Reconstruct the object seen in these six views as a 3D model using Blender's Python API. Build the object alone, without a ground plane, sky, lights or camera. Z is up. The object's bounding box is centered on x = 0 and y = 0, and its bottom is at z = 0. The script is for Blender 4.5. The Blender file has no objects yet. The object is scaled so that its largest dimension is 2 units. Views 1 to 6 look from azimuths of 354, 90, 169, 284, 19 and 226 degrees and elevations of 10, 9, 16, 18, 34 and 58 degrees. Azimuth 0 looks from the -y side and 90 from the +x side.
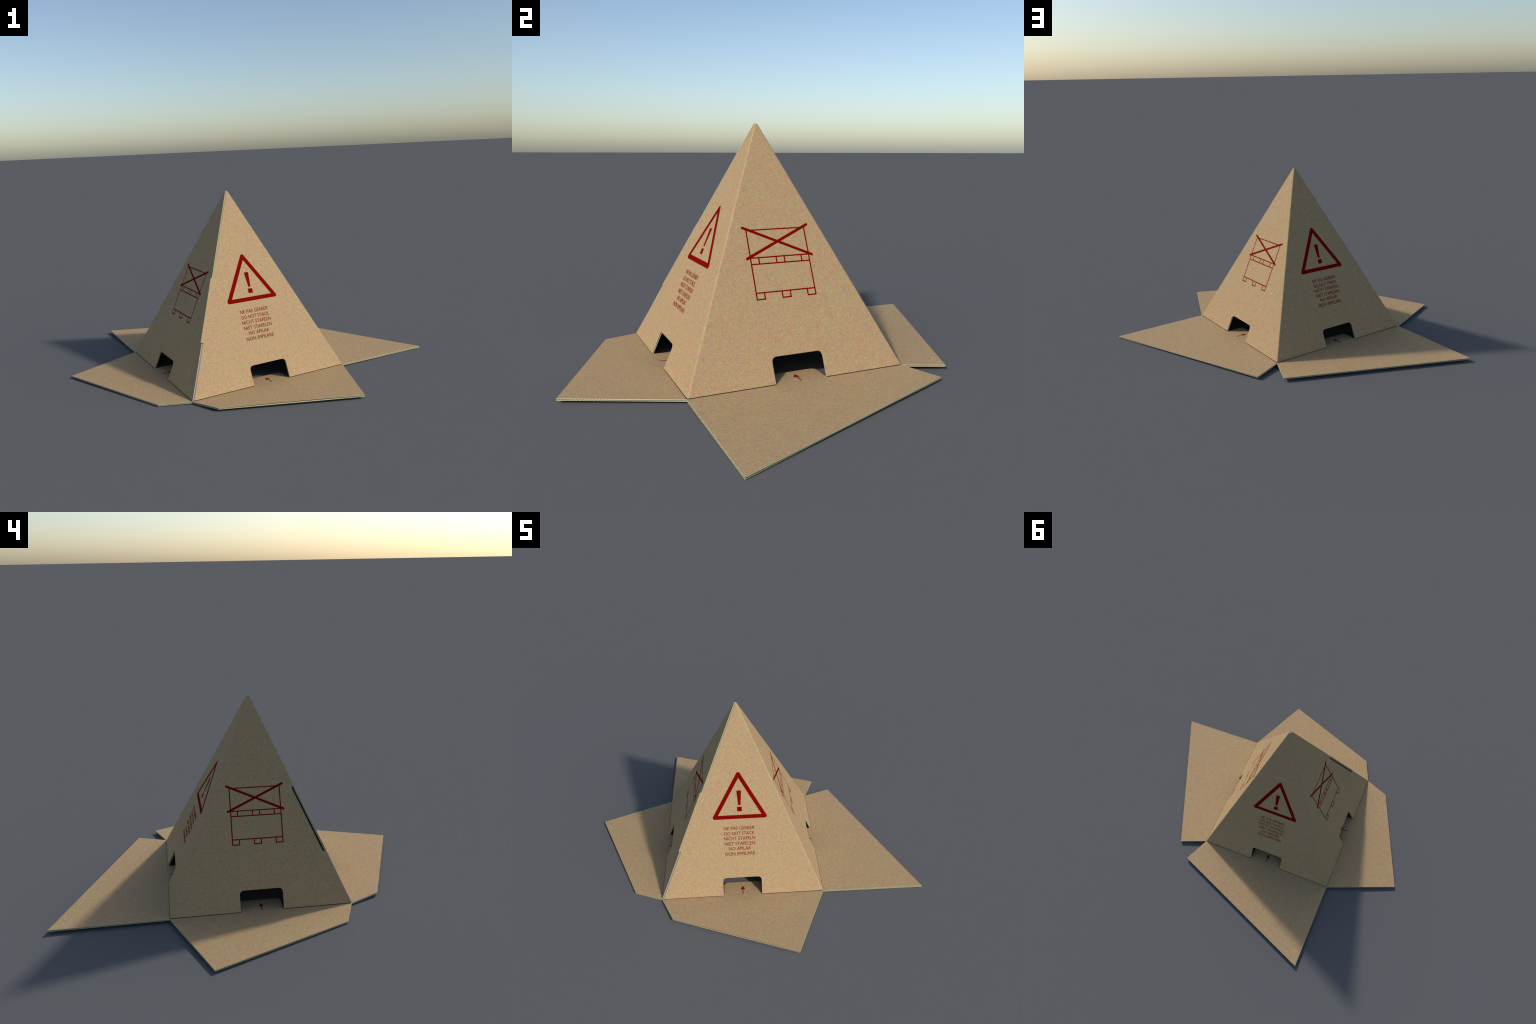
"""Folded corrugated-board 'do not stack' pyramid: four printed walls with hand
notches, four splayed base flaps with inward tongues, one finger-jointed corner."""
import bpy, math
from mathutils import Vector, Matrix

T = 0.0078            # board thickness
FOLD_R = 0.0066       # outer radius of the folded corners
GROOVE = 0.0028       # crease between wall and flap
NOTCH_W, NOTCH_H, NOTCH_R = 0.1059, 0.1035, 0.020
TAB_LOW, TAB_HIGH = 0.268, 0.5895     # finger on the glued corner
SPRING = 0.0042       # how far the free edge stands proud at its foot
FLUTE = 0.0120        # corrugation pitch

# ----------------------------------------------------------------- key points
APEX = Vector((-0.0940, -0.0392, 0.9935))
CENTRE = Vector((-0.0985, -0.0307, 0.0150))
CORNERS = [Vector(p) for p in ((-0.3394, -0.6106, 0.0092), (0.4825, -0.2703, 0.0130),
                               (0.1417, 0.5493, 0.0196), (-0.6787, 0.2090, 0.0182))]
CORNERS = [c + (c - CENTRE).normalized() * 0.0014 for c in CORNERS]
TIP_Z = 0.9785
# the two outer corners of each flap, going round counter-clockwise
FLAP_ENDS = [((-0.2195, -0.7286, 0.0160), (0.4825, -0.7250, 0.0172)),
             ((1.0000, -0.0539, 0.0076), (0.2686, 0.6740, 0.0152)),
             ((0.1411, 0.7275, 0.0188), (-0.8911, 0.7280, 0.0184)),
             ((-1.0000, -0.1129, 0.0127), (-0.5045, -0.6116, 0.0083))]
FLUTE_ANGLE = [-22.5, -67.5, -112.5, -157.5]   # corrugation direction on each side

# ------------------------------------------------------------------ materials
def nodes_of(name):
    m = bpy.data.materials.new(name)
    m.use_nodes = True
    nt = m.node_tree
    return m, nt, nt.nodes["Principled BSDF"]

def math_node(nt, op, a, b=None, clamp=False):
    n = nt.nodes.new("ShaderNodeMath"); n.operation = op; n.use_clamp = clamp
    for i, v in enumerate((a, b)):
        if v is None: continue
        if isinstance(v, (int, float)): n.inputs[i].default_value = v
        else: nt.links.new(v, n.inputs[i])
    return n.outputs[0]

def mix_node(nt, blend, fac, a, b):
    n = nt.nodes.new("ShaderNodeMix"); n.data_type = 'RGBA'; n.blend_type = blend
    for sock, v in ((n.inputs[0], fac), (n.inputs[6], a), (n.inputs[7], b)):
        if isinstance(v, (int, float)): sock.default_value = v
        elif isinstance(v, tuple): sock.default_value = (*v, 1)
        else: nt.links.new(v, sock)
    return n.outputs[2]

def flute_coordinate(nt, angle):
    tc = nt.nodes.new("ShaderNodeTexCoord")
    sep = nt.nodes.new("ShaderNodeSeparateXYZ")
    nt.links.new(tc.outputs["Object"], sep.inputs[0])
    a = math.radians(angle)
    across = math_node(nt, 'ADD', math_node(nt, 'MULTIPLY', sep.outputs[0], -math.sin(a)),
                       math_node(nt, 'MULTIPLY', sep.outputs[1], math.cos(a)))
    phase = math_node(nt, 'MULTIPLY', across, math.tau / FLUTE)
    return tc, sep, math_node(nt, 'SINE', phase)

def grain(nt, tc, base, strength, seed):
    """Recycled-fibre speckle: fine chromatic noise around the base colour."""
    off = nt.nodes.new("ShaderNodeMapping")
    off.inputs["Location"].default_value = (seed * 3.1, seed * 1.7, seed)
    nt.links.new(tc.outputs["Object"], off.inputs[0])
    cols = []
    for scale, det in ((290.0, 1.0), (70.0, 1.0)):
        n = nt.nodes.new("ShaderNodeTexNoise")
        n.inputs["Scale"].default_value = scale; n.inputs["Detail"].default_value = det
        n.inputs["Roughness"].default_value = 0.6
        nt.links.new(off.outputs[0], n.inputs[0]); cols.append(n.outputs["Color"])
    c = mix_node(nt, 'MIX', 0.22, cols[0], cols[1])
    vm = nt.nodes.new("ShaderNodeVectorMath"); vm.operation = 'MULTIPLY_ADD'
    nt.links.new(c, vm.inputs[0])
    vm.inputs[1].default_value = (strength,) * 3
    vm.inputs[2].default_value = (1 - strength * 0.5,) * 3
    return mix_node(nt, 'MULTIPLY', 1.0, base, vm.outputs[0])

KRAFT = (0.438, 0.298, 0.157)
PALE = (0.640, 0.620, 0.385)
INK = (0.195, 0.0020, 0.0006)
INK_TEXT = (0.205, 0.008, 0.002)

def kraft_material(name, angle, seed):
    m, nt, bsdf = nodes_of(name)
    tc, sep, wave = flute_coordinate(nt, angle)
    col = grain(nt, tc, KRAFT, 1.8, seed)
    rib = math_node(nt, 'ADD', 1.0, math_node(nt, 'MULTIPLY', wave, 0.012))
    vm = nt.nodes.new("ShaderNodeVectorMath"); vm.operation = 'SCALE'
    nt.links.new(col, vm.inputs[0]); nt.links.new(rib, vm.inputs["Scale"])
    nt.links.new(vm.outputs[0], bsdf.inputs["Base Color"])
    bump = nt.nodes.new("ShaderNodeBump")
    bump.inputs["Strength"].default_value = 0.10; bump.inputs["Distance"].default_value = 0.0004
    nt.links.new(wave, bump.inputs["Height"])
    nt.links.new(bump.outputs[0], bsdf.inputs["Normal"])
    bsdf.inputs["Roughness"].default_value = 0.65
    bsdf.inputs["Specular IOR Level"].default_value = 0.07
    return m

def edge_material(name, angle, twist=0.0, tilt=0.0):
    """Cut board edge: two pale liners with the dark-holed wavy medium between them."""
    m, nt, bsdf = nodes_of(name)
    tc, sep, wave = flute_coordinate(nt, angle)
    warp = math_node(nt, 'MULTIPLY', sep.outputs[1],
                     math_node(nt, 'ADD', math_node(nt, 'MULTIPLY', sep.outputs[0], twist), tilt))
    depth = math_node(nt, 'MULTIPLY', math_node(nt, 'SUBTRACT', warp, sep.outputs[2]), 1.0 / T)
    mid = math_node(nt, 'ADD', 0.5, math_node(nt, 'MULTIPLY', wave, 0.19))
    off = math_node(nt, 'ABSOLUTE', math_node(nt, 'SUBTRACT', depth, mid))
    on_medium = math_node(nt, 'LESS_THAN', off, 0.105)
    liner = math_node(nt, 'GREATER_THAN', math_node(nt, 'ABSOLUTE', math_node(nt, 'SUBTRACT', depth, 0.5)), 0.27)
    hole = mix_node(nt, 'MIX', on_medium, (0.070, 0.060, 0.035), (0.47, 0.45, 0.28))  # darkness inside the hollow flutes, painted on the flat edge face
    col = mix_node(nt, 'MIX', liner, hole, PALE)
    nt.links.new(col, bsdf.inputs["Base Color"])
    bsdf.inputs["Roughness"].default_value = 0.9
    bsdf.inputs["Specular IOR Level"].default_value = 0.1
    return m

def ink_material(name, colour):
    m, nt, bsdf = nodes_of(name)
    tc = nt.nodes.new("ShaderNodeTexCoord")
    nt.links.new(grain(nt, tc, colour, 0.7, 5), bsdf.inputs["Base Color"])
    bsdf.inputs["Roughness"].default_value = 0.85
    bsdf.inputs["Specular IOR Level"].default_value = 0.03
    return m

ink = ink_material("red_print", INK)
ink_text = ink_material("red_print_fine", INK_TEXT)

# -------------------------------------------------------------------- helpers
root = bpy.data.objects.new("warning_pyramid", None)
root["label"] = "folded cardboard pyramid with red do-not-stack warnings and base flaps"
root["category"] = "warning pyramid"
bpy.context.scene.collection.objects.link(root)

def add_object(name, mesh, parent, matrix=None):
    o = bpy.data.objects.new(name, mesh)
    bpy.context.scene.collection.objects.link(o)
    o.parent = parent
    if matrix is not None: o.matrix_local = matrix
    return o

def frame(origin, x, n):
    x = x.normalized(); n = n.normalized(); y = n.cross(x)
    m = Matrix((x, y, n)).transposed().to_4x4(); m.translation = origin
    return m

class Builder:
    def __init__(self): self.v, self.f, self.mat, self.nrm = [], [], [], []
    def vert(self, p): self.v.append(tuple(p)); return len(self.v) - 1
    def face(self, idx, mat=0, normals=None):
        self.f.append(tuple(idx)); self.mat.append(mat); self.nrm.append(normals)
    def mesh(self, name, mats):
        me = bpy.data.meshes.new(name)
        me.from_pydata(self.v, [], self.f)
        for m in mats: me.materials.append(m)
        for p, k in zip(me.polygons, self.mat): p.material_index = k
        me.update()
        if any(n is not None for n in self.nrm):
            me.shade_smooth()
            loops = []
            for p, n in zip(me.polygons, self.nrm):
                loops += [tuple(x) for x in n] if n is not None else [tuple(p.normal)] * len(p.vertices)
            me.normals_split_custom_set(loops)
        return me

def arc(cx, cy, r, a0, a1, n=8):
    return [(cx + r * math.cos(math.radians(a0 + (a1 - a0) * i / n)),
             cy + r * math.sin(math.radians(a0 + (a1 - a0) * i / n))) for i in range(n + 1)]

# ------------------------------------------------------------ side geometry
walls = []
for i in range(4):
    a, b = CORNERS[i], CORNERS[(i + 1) % 4]
    o = (a + b) / 2
    n = (b - a).cross(APEX - o)
    if i == 0:          # the free edge of the first wall springs slightly outwards
        a = a + n.normalized() * SPRING
        o = (a + b) / 2
        n = (b - a).cross(APEX - o)
    walls.append(frame(o, b - a, n))

def fold_arc(k, y_local, steps=8):
    """Points and normals of the rounded fold at corner k, at height y_local."""
    prev, nxt = walls[(k - 1) % 4], walls[k]
    n1, n2 = prev.col[2].to_3d(), nxt.col[2].to_3d()
    q = CORNERS[k]; e = (APEX - q).normalized()
    u1 = n1.cross(e); u2 = n2.cross(e)
    if u1.dot(prev.translation - q) < 0: u1 = -u1
    if u2.dot(nxt.translation - q) < 0: u2 = -u2
    theta = n1.angle(n2)
    c = FOLD_R * math.tan(theta / 2)
    y1 = prev.col[1].to_3d(); y2 = nxt.col[1].to_3d()
    s = ((y_local - c * u1.dot(y1)) / e.dot(y1) + (y_local - c * u2.dot(y2)) / e.dot(y2)) / 2
    centre = q + e * s + u1 * c - n1 * FOLD_R
    out = []
    for j in range(steps + 1):
        t = j / steps
        blend = lambda t: (n1 * math.sin((1 - t) * theta) + n2 * math.sin(t * theta)) / math.sin(theta)
        facet = t if k != 1 else min(t / 0.25, 1) * 0.5 if t <= 0.5 else 1 - min((1 - t) / 0.25, 1) * 0.5   # flattened crest
        out.append((centre + blend(t) * FOLD_R, blend(facet)))
    return out

def build_wall(i):
    M = walls[i]; inv = M.inverted(); R3 = inv.to_3x3()
    L, Rr, ap = inv @ CORNERS[i], inv @ CORNERS[(i + 1) % 4], inv @ APEX
    y0 = GROOVE
    ytop = ap.y * (TIP_Z - M.translation.z) / (APEX.z - M.translation.z)
    def line_x(c, y, inset):
        sgn = 1 if c.x < 0 else -1
        k = (ap.x - c.x) / ap.y
        return c.x + k * y + sgn * inset * math.sqrt(1 + k * k)
    fold_in = T * math.tan(math.radians(40))
    butt = T / math.sin(math.radians(80)) + 0.0002
    b = Builder()
    outer, inner = [], []       # matching outlines, walked counter-clockwise
    def put(po, pi=None):
        outer.append(po); inner.append(pi if pi else po)
    kinds = []                  # material of the side face that starts at each vertex
    # bottom edge with the hand notch
    left_fold, right_fold = i != 0, i != 3
    lb = (inv @ fold_arc(i, y0)[-1][0]) if left_fold else Vector((line_x(L, y0, butt), y0, 0))
    rb = (inv @ fold_arc((i + 1) % 4, y0)[0][0]) if right_fold else Vector((line_x(Rr, y0, 0), y0, 0))
    lt = (inv @ fold_arc(i, ytop)[-1][0]) if left_fold else None
    rt = (inv @ fold_arc((i + 1) % 4, ytop)[0][0]) if right_fold else Vector((line_x(Rr, ytop, 0), ytop, 0))
    if lt is None:
        lt = Vector((min(line_x(L, ytop, butt), rt.x - 0.0012), ytop, 0))
    yb = 0.0
    put((lb.x, lb.y), (line_x(L, yb, fold_in if left_fold else butt), yb)); kinds.append('crease')
    put((-NOTCH_W, y0), (-NOTCH_W, yb)); kinds.append('cut')
    for p in arc(-NOTCH_W + NOTCH_R, NOTCH_H - NOTCH_R, NOTCH_R, 180, 90): put(p); kinds.append('cut')
    for p in arc(NOTCH_W - NOTCH_R, NOTCH_H - NOTCH_R, NOTCH_R, 90, 0): put(p); kinds.append('cut')
    put((NOTCH_W, y0), (NOTCH_W, yb)); kinds.append('crease')
    put((rb.x, rb.y), (line_x(Rr, yb, fold_in if right_fold else 0), yb))
    inner_top = ap.y * 0.980
    if right_fold:
        kinds.append('fold')
        put((rt.x, rt.y), (line_x(Rr, inner_top, fold_in), inner_top)); kinds.append('top')
    else:       # last wall: slotted free edge for the finger of the first wall
        kinds.append('joint')
        lo, hi, cut = TAB_LOW - 0.004, TAB_HIGH + 0.002, butt + 0.0062
        put((line_x(Rr, lo, -0.0020), lo)); kinds.append('cut')
        put((line_x(Rr, lo, cut * 0.75), lo)); kinds.append('cut')
        put((line_x(Rr, lo + 0.004, cut), lo + 0.004)); kinds.append('cut')
        put((line_x(Rr, hi - 0.004, cut), hi - 0.004)); kinds.append('cut')
        put((line_x(Rr, hi, cut * 0.75), hi)); kinds.append('cut')
        put((line_x(Rr, hi, -0.0020), hi)); kinds.append('joint')
        put((rt.x, rt.y)); kinds.append('top')
    if left_fold:
        put((lt.x, lt.y), (line_x(L, inner_top, fold_in), inner_top)); kinds.append('fold')
    else:
        put((lt.x, lt.y)); kinds.append('cut')
        proud = -0.0062
        put((line_x(L, TAB_HIGH, butt), TAB_HIGH)); kinds.append('cut')
        put((line_x(L, TAB_HIGH, proud + 0.0015), TAB_HIGH)); kinds.append('cut')
        put((line_x(L, TAB_HIGH - 0.0025, proud), TAB_HIGH - 0.0025)); kinds.append('cut')
        put((line_x(L, TAB_LOW + 0.0025, proud), TAB_LOW + 0.0025)); kinds.append('cut')
        put((line_x(L, TAB_LOW, proud + 0.0015), TAB_LOW)); kinds.append('cut')
        put((line_x(L, TAB_LOW, butt), TAB_LOW)); kinds.append('cut')
    vo = [b.vert((x, y, 0)) for x, y in outer]
    vi = [b.vert((x, y, -T)) for x, y in inner]
    up, down = Vector((0, 0, 1)), Vector((0, 0, -1))
    b.face(vo, 0, [up] * len(vo))
    b.face(vi[::-1], 0, [down] * len(vi))
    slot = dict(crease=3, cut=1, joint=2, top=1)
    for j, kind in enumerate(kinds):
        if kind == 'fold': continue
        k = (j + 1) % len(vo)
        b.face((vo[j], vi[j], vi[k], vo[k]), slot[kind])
    # half of each rounded fold belongs to this wall
    def fold(k, second_half):
        lo, hi = fold_arc(k, y0), fold_arc(k, ytop)
        rng = range(4, 9) if second_half else range(0, 5)
        ids, nr = [], []
        for j in rng:
            ids.append((b.vert(inv @ lo[j][0]), b.vert(inv @ hi[j][0]))); nr.append(R3 @ lo[j][1])
        for j in range(len(ids) - 1):
            b.face((ids[j][0], ids[j + 1][0], ids[j + 1][1], ids[j][1]), 0,
                   [nr[j], nr[j + 1], nr[j + 1], nr[j]])
        if not second_half:     # close the board along the mitre
            b.face((ids[-1][0], b.vert((line_x(Rr, yb, fold_in), yb, -T)),
                    b.vert((line_x(Rr, inner_top, fold_in), inner_top, -T)), ids[-1][1]), 0)
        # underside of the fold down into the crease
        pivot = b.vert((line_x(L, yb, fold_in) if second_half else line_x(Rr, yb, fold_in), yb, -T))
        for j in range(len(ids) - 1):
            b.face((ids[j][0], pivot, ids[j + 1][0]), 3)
    if left_fold: fold(i, True)
    if right_fold: fold((i + 1) % 4, False)
    lips = []
    if i == 0:      # grey lip along the two butted stretches of the free edge
        for ya, yb2 in ((y0, TAB_LOW - 0.002), (TAB_HIGH + 0.004, ytop - 0.02)):
            lips.append([(line_x(L, y, d), y, z) for y, d, z in
                         ((ya, 0.0090, -0.0002), (yb2, 0.0090, -0.0002), (yb2, 0.0034, -0.0034), (ya, 0.0034, -0.0034))])
    me = b.mesh("wall", [kraft[i], edges[i], joint_edge, crease_material])
    wall = add_object("wall", me, root, M)
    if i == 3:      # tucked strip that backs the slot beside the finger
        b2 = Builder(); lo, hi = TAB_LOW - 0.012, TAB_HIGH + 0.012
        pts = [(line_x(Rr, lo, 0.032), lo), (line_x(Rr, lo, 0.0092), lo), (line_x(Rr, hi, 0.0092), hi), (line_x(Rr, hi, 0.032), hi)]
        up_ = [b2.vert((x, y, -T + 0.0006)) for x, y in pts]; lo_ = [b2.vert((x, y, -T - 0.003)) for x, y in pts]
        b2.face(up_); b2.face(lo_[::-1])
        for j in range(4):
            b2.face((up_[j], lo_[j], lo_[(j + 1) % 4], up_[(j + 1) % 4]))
        add_object("tuck_strip", b2.mesh("tuck_strip", [crease_material]), wall)  # dark brown instead of kraft, to paint the deep slot's shadow
    for quad in lips:
        lb_ = Builder()
        top = [lb_.vert(p) for p in quad]
        low = [lb_.vert((p[0], p[1], p[2] - 0.0012)) for p in quad]
        lb_.face(top[::-1]); lb_.face(low)
        for j in range(4):
            k = (j + 1) % 4
            lb_.face((top[j], top[k], low[k], low[j]))
        add_object("edge_lip", lb_.mesh("edge_lip", [lip_material]), wall)
    return wall

def build_flap(i):
    a, bb = CORNERS[i], CORNERS[(i + 1) % 4]
    p1, p2 = (Vector(p) for p in FLAP_ENDS[i])
    mid = (p1 + p2) / 2
    n = (bb - a).cross(a - mid)
    if n.z < 0: n = -n
    M = frame((a + bb) / 2, bb - a, n); inv = M.inverted()
    L, R, q1, q2 = (inv @ p for p in (a, bb, p1, p2))
    tw = NOTCH_W - 0.0016; th = NOTCH_H + 0.002; lip = 0.0072
    # each flap is slightly warped: z = y * (tilt + twist * x) in its own frame
    twist = (q1.z / q1.y - q2.z / q2.y) / (q1.x - q2.x)
    tilt = q1.z / q1.y - twist * q1.x
    out = [(L.x, 0, 0), tuple(q1), tuple(q2), (R.x, 0, 0), (R.x - 0.011, lip, 0), (tw, lip, 0)]
    out += [(x, y, 0) for x, y in arc(tw - NOTCH_R, th - NOTCH_R, NOTCH_R, 0, 90)]
    out += [(x, y, 0) for x, y in arc(-tw + NOTCH_R, th - NOTCH_R, NOTCH_R, 90, 180)]
    out += [(-tw, lip, 0), (L.x + 0.011, lip, 0)]
    b = Builder()
    top = [b.vert(p) for p in out]
    bot = [b.vert((p[0], p[1], p[2] - T)) for p in out]
    b.face(top, 0); b.face(bot[::-1], 0)
    for j in range(len(out)):
        k = (j + 1) % len(out)
        b.face((top[j], bot[j], bot[k], top[k]), 1)
    me = b.mesh("flap", [kraft[i], edge_material("flap_corrugated_edge", FLUTE_ANGLE[i], twist, tilt)])
    o = add_object("flap", me, root, M)
    hw = R.x - 0.006
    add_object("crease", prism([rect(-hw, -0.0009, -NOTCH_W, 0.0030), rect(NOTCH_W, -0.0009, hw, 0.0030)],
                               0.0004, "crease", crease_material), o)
    # red arrow that points inwards across the tongue
    pts = [(-0.0021, 0.006), (0.0021, 0.006), (0.0021, 0.0465), (0.0132, 0.0432), (0, 0.0715),
           (-0.0132, 0.0432), (-0.0021, 0.0465)]
    add_object("arrow", prism([pts], 0.0006, "arrow", ink), o)
    return o

# ------------------------------------------------------------------- printing
def prism(polys, h, name, mat, heights=None):
    b = Builder()
    for n, pts in enumerate(polys):
        z = heights[n] if heights else h
        t = [b.vert((x, y, z)) for x, y in pts]
        d = [b.vert((x, y, -0.0004)) for x, y in pts]
        b.face(t)
        for j in range(len(pts)):
            k = (j + 1) % len(pts)
            b.face((t[j], d[j], d[k], t[k]))
    return b.mesh(name, [mat])

def rect(x0, y0, x1, y1):
    return [(x0, y0), (x1, y0), (x1, y1), (x0, y1)]

def capsule(p, q, w):
    a = math.degrees(math.atan2(q[1] - p[1], q[0] - p[0]))
    return arc(q[0], q[1], w / 2, a - 90, a + 90, 10) + arc(p[0], p[1], w / 2, a + 90, a + 270, 10)

def warning_triangle(wall, cx):
    stroke, inner_base, inner_top = 0.0210, 0.4565, 0.6605
    r = stroke / 2
    half = (inner_top - inner_base) / math.sqrt(3)
    inner = [(cx - half, inner_base), (cx + half, inner_base), (cx, inner_top)]
    mid = [(cx - half - r * math.sqrt(3), inner_base - r), (cx + half + r * math.sqrt(3), inner_base - r), (cx, inner_top + 2 * r)]
    spans = [(150, 270), (-90, 30), (30, 150)]
    b = Builder(); h = 0.0006
    ring, n = [], 8
    for (mx, my), (a0, a1) in zip(mid, spans):
        ring.append([b.vert((x, y, h)) for x, y in arc(mx, my, r, a0, a1, n)])
    ins = [b.vert((x, y, h)) for x, y in inner]
    for c in range(3):
        for j in range(n): b.face((ins[c], ring[c][j], ring[c][j + 1]))
        d = (c + 1) % 3
        b.face((ins[c], ring[c][-1], ring[d][0], ins[d]))
    add_object("warning_triangle", b.mesh("warning_triangle", [ink]), wall)
    bar = [(cx - 0.0064, 0.5110), (cx + 0.0064, 0.5110), (cx + 0.0128, 0.5910), (cx - 0.0128, 0.5910)]
    add_object("exclamation_mark", prism([bar, rect(cx - 0.0128, 0.4766, cx + 0.0128, 0.5014)], 0.0006, "exclamation_mark", ink), wall)

LINES = [("NE PAS GERBER", 0.1655, 0.3742, -0.0046), ("DO NOT STACK", 0.1630, 0.3450, -0.0051),
         ("NICHT STAPELN", 0.1700, 0.3170, -0.0053), ("NIET STAPELEN", 0.1645, 0.2877, -0.0047),
         ("NO APILAR", 0.1210, 0.2594, -0.0056), ("NON IMPILARE", 0.1620, 0.2302, -0.0057)]
CAP = 0.0186
text_cache = {}
def lettering(wall, dx):
    for body, width, base, cx in LINES:
        if body not in text_cache:
            cu = bpy.data.curves.new("lettering", 'FONT')
            cu.body = body; cu.size = 1.0; cu.extrude = 0.01; cu.resolution_u = 4
            tmp = bpy.data.objects.new("lettering_helper", cu)
            bpy.context.scene.collection.objects.link(tmp)
            bpy.context.view_layer.update()
            me = bpy.data.meshes.new_from_object(tmp.evaluated_get(bpy.context.evaluated_depsgraph_get()))
            bpy.data.objects.remove(tmp); bpy.data.curves.remove(cu)
            xs = [v.co.x for v in me.vertices]
            ys = [v.co.y for v in me.vertices]
            x0, x1 = min(xs), max(xs)
            cap = max(ys)
            for v in me.vertices:
                v.co = ((v.co.x - (x0 + x1) / 2) * width / (x1 - x0), v.co.y * CAP / cap, 0.0006 if v.co.z > 0 else -0.0004)
            me.name = "lettering"
            me.materials.clear(); me.materials.append(ink_text)
            text_cache[body] = me
        o = add_object("lettering", text_cache[body], wall)
        o.location = (cx + dx, base, 0)

def pallet_sign(wall):
    w, e = 0.0050, 0.1246           # line width, half width of the load
    s = w / 2
    y_top, y1, y2, y3, y4 = 0.6003, 0.4878, 0.4621, 0.3490, 0.3236
    polys = [rect(-e - s, y4 - s, -e + s, y_top + s), rect(e - s, y4 - s, e + s, y_top + s)]
    for y in (y_top, y1, y2, y3): polys.append(rect(-e + s, y - s, e - s, y + s))
    for x in (-0.0908, -0.0172, 0.0172, 0.0908):
        polys.append(rect(x - s, y2 + s, x + s, y1 - s))
        polys.append(rect(x - s, y4 - s, x + s, y3 - s))
    for x0, x1 in ((-e + s, -0.0908 - s), (-0.0172 + s, 0.0172 - s), (0.0908 + s, e - s)):
        polys.append(rect(x0, y4 - s, x1, y4 + s))
    add_object("stacked_pallet_sign", prism(polys, 0.0005, "stacked_pallet_sign", ink), wall)
    cross = [capsule((-0.1380, 0.6114), (0.1380, 0.4862), 0.0108), capsule((-0.1380, 0.4862), (0.1380, 0.6114), 0.0108)]
    add_object("cross_out", prism(cross, 0, "cross_out", ink, [0.0008, 0.0010]), wall)

# ------------------------------------------------------------------- assembly
kraft = [kraft_material("kraft_board", FLUTE_ANGLE[i], i + 1) for i in range(4)]
edges = [edge_material("corrugated_edge", FLUTE_ANGLE[i]) for i in range(4)]
crease_material, _nt, _bsdf = nodes_of("dark_crease")     # dark brown line along the folds
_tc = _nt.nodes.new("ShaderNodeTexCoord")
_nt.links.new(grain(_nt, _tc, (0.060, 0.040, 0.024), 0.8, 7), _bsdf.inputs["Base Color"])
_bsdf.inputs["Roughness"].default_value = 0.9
joint_edge = edge_material("free_corner_edge", FLUTE_ANGLE[3])
lip_material, _nt, _bsdf = nodes_of("grey_lip")
_tc = _nt.nodes.new("ShaderNodeTexCoord")
_nt.links.new(grain(_nt, _tc, (0.300, 0.280, 0.285), 0.9, 9), _bsdf.inputs["Base Color"])
_bsdf.inputs["Roughness"].default_value = 0.8


for i in range(4):
    wall = build_wall(i)
    if i % 2 == 0:
        dx = 0.0016 if i == 0 else 0.0
        warning_triangle(wall, dx)
        lettering(wall, 0.0)
    else:
        pallet_sign(wall)
    build_flap(i)

# blunt tip where the four boards meet
def tip():
    ring = []
    for k in (1, 2, 3):
        w = walls[k - 1]
        yt = (w.inverted() @ APEX).y * (TIP_Z - w.translation.z) / (APEX.z - w.translation.z)
        ring += [p for p, _ in fold_arc(k, yt)][::2]
    q = CORNERS[0]
    ring.append(q + (APEX - q) * ((TIP_Z - q.z) / (APEX.z - q.z)))
    c = sum(ring, Vector()) / len(ring)
    b = Builder()
    ids = [b.vert(p - c) for p in ring]
    low = b.vert((0, 0, -0.004))
    for j in range(len(ids)): b.face((ids[j], ids[(j + 1) % len(ids)], low))
    m, nt, bsdf = nodes_of("tip_edge")
    tc = nt.nodes.new("ShaderNodeTexCoord")
    nt.links.new(grain(nt, tc, (0.50, 0.48, 0.30), 1.0, 3), bsdf.inputs["Base Color"])
    bsdf.inputs["Roughness"].default_value = 0.9
    o = add_object("tip", b.mesh("tip", [m]), root, Matrix.Translation(c))
tip()
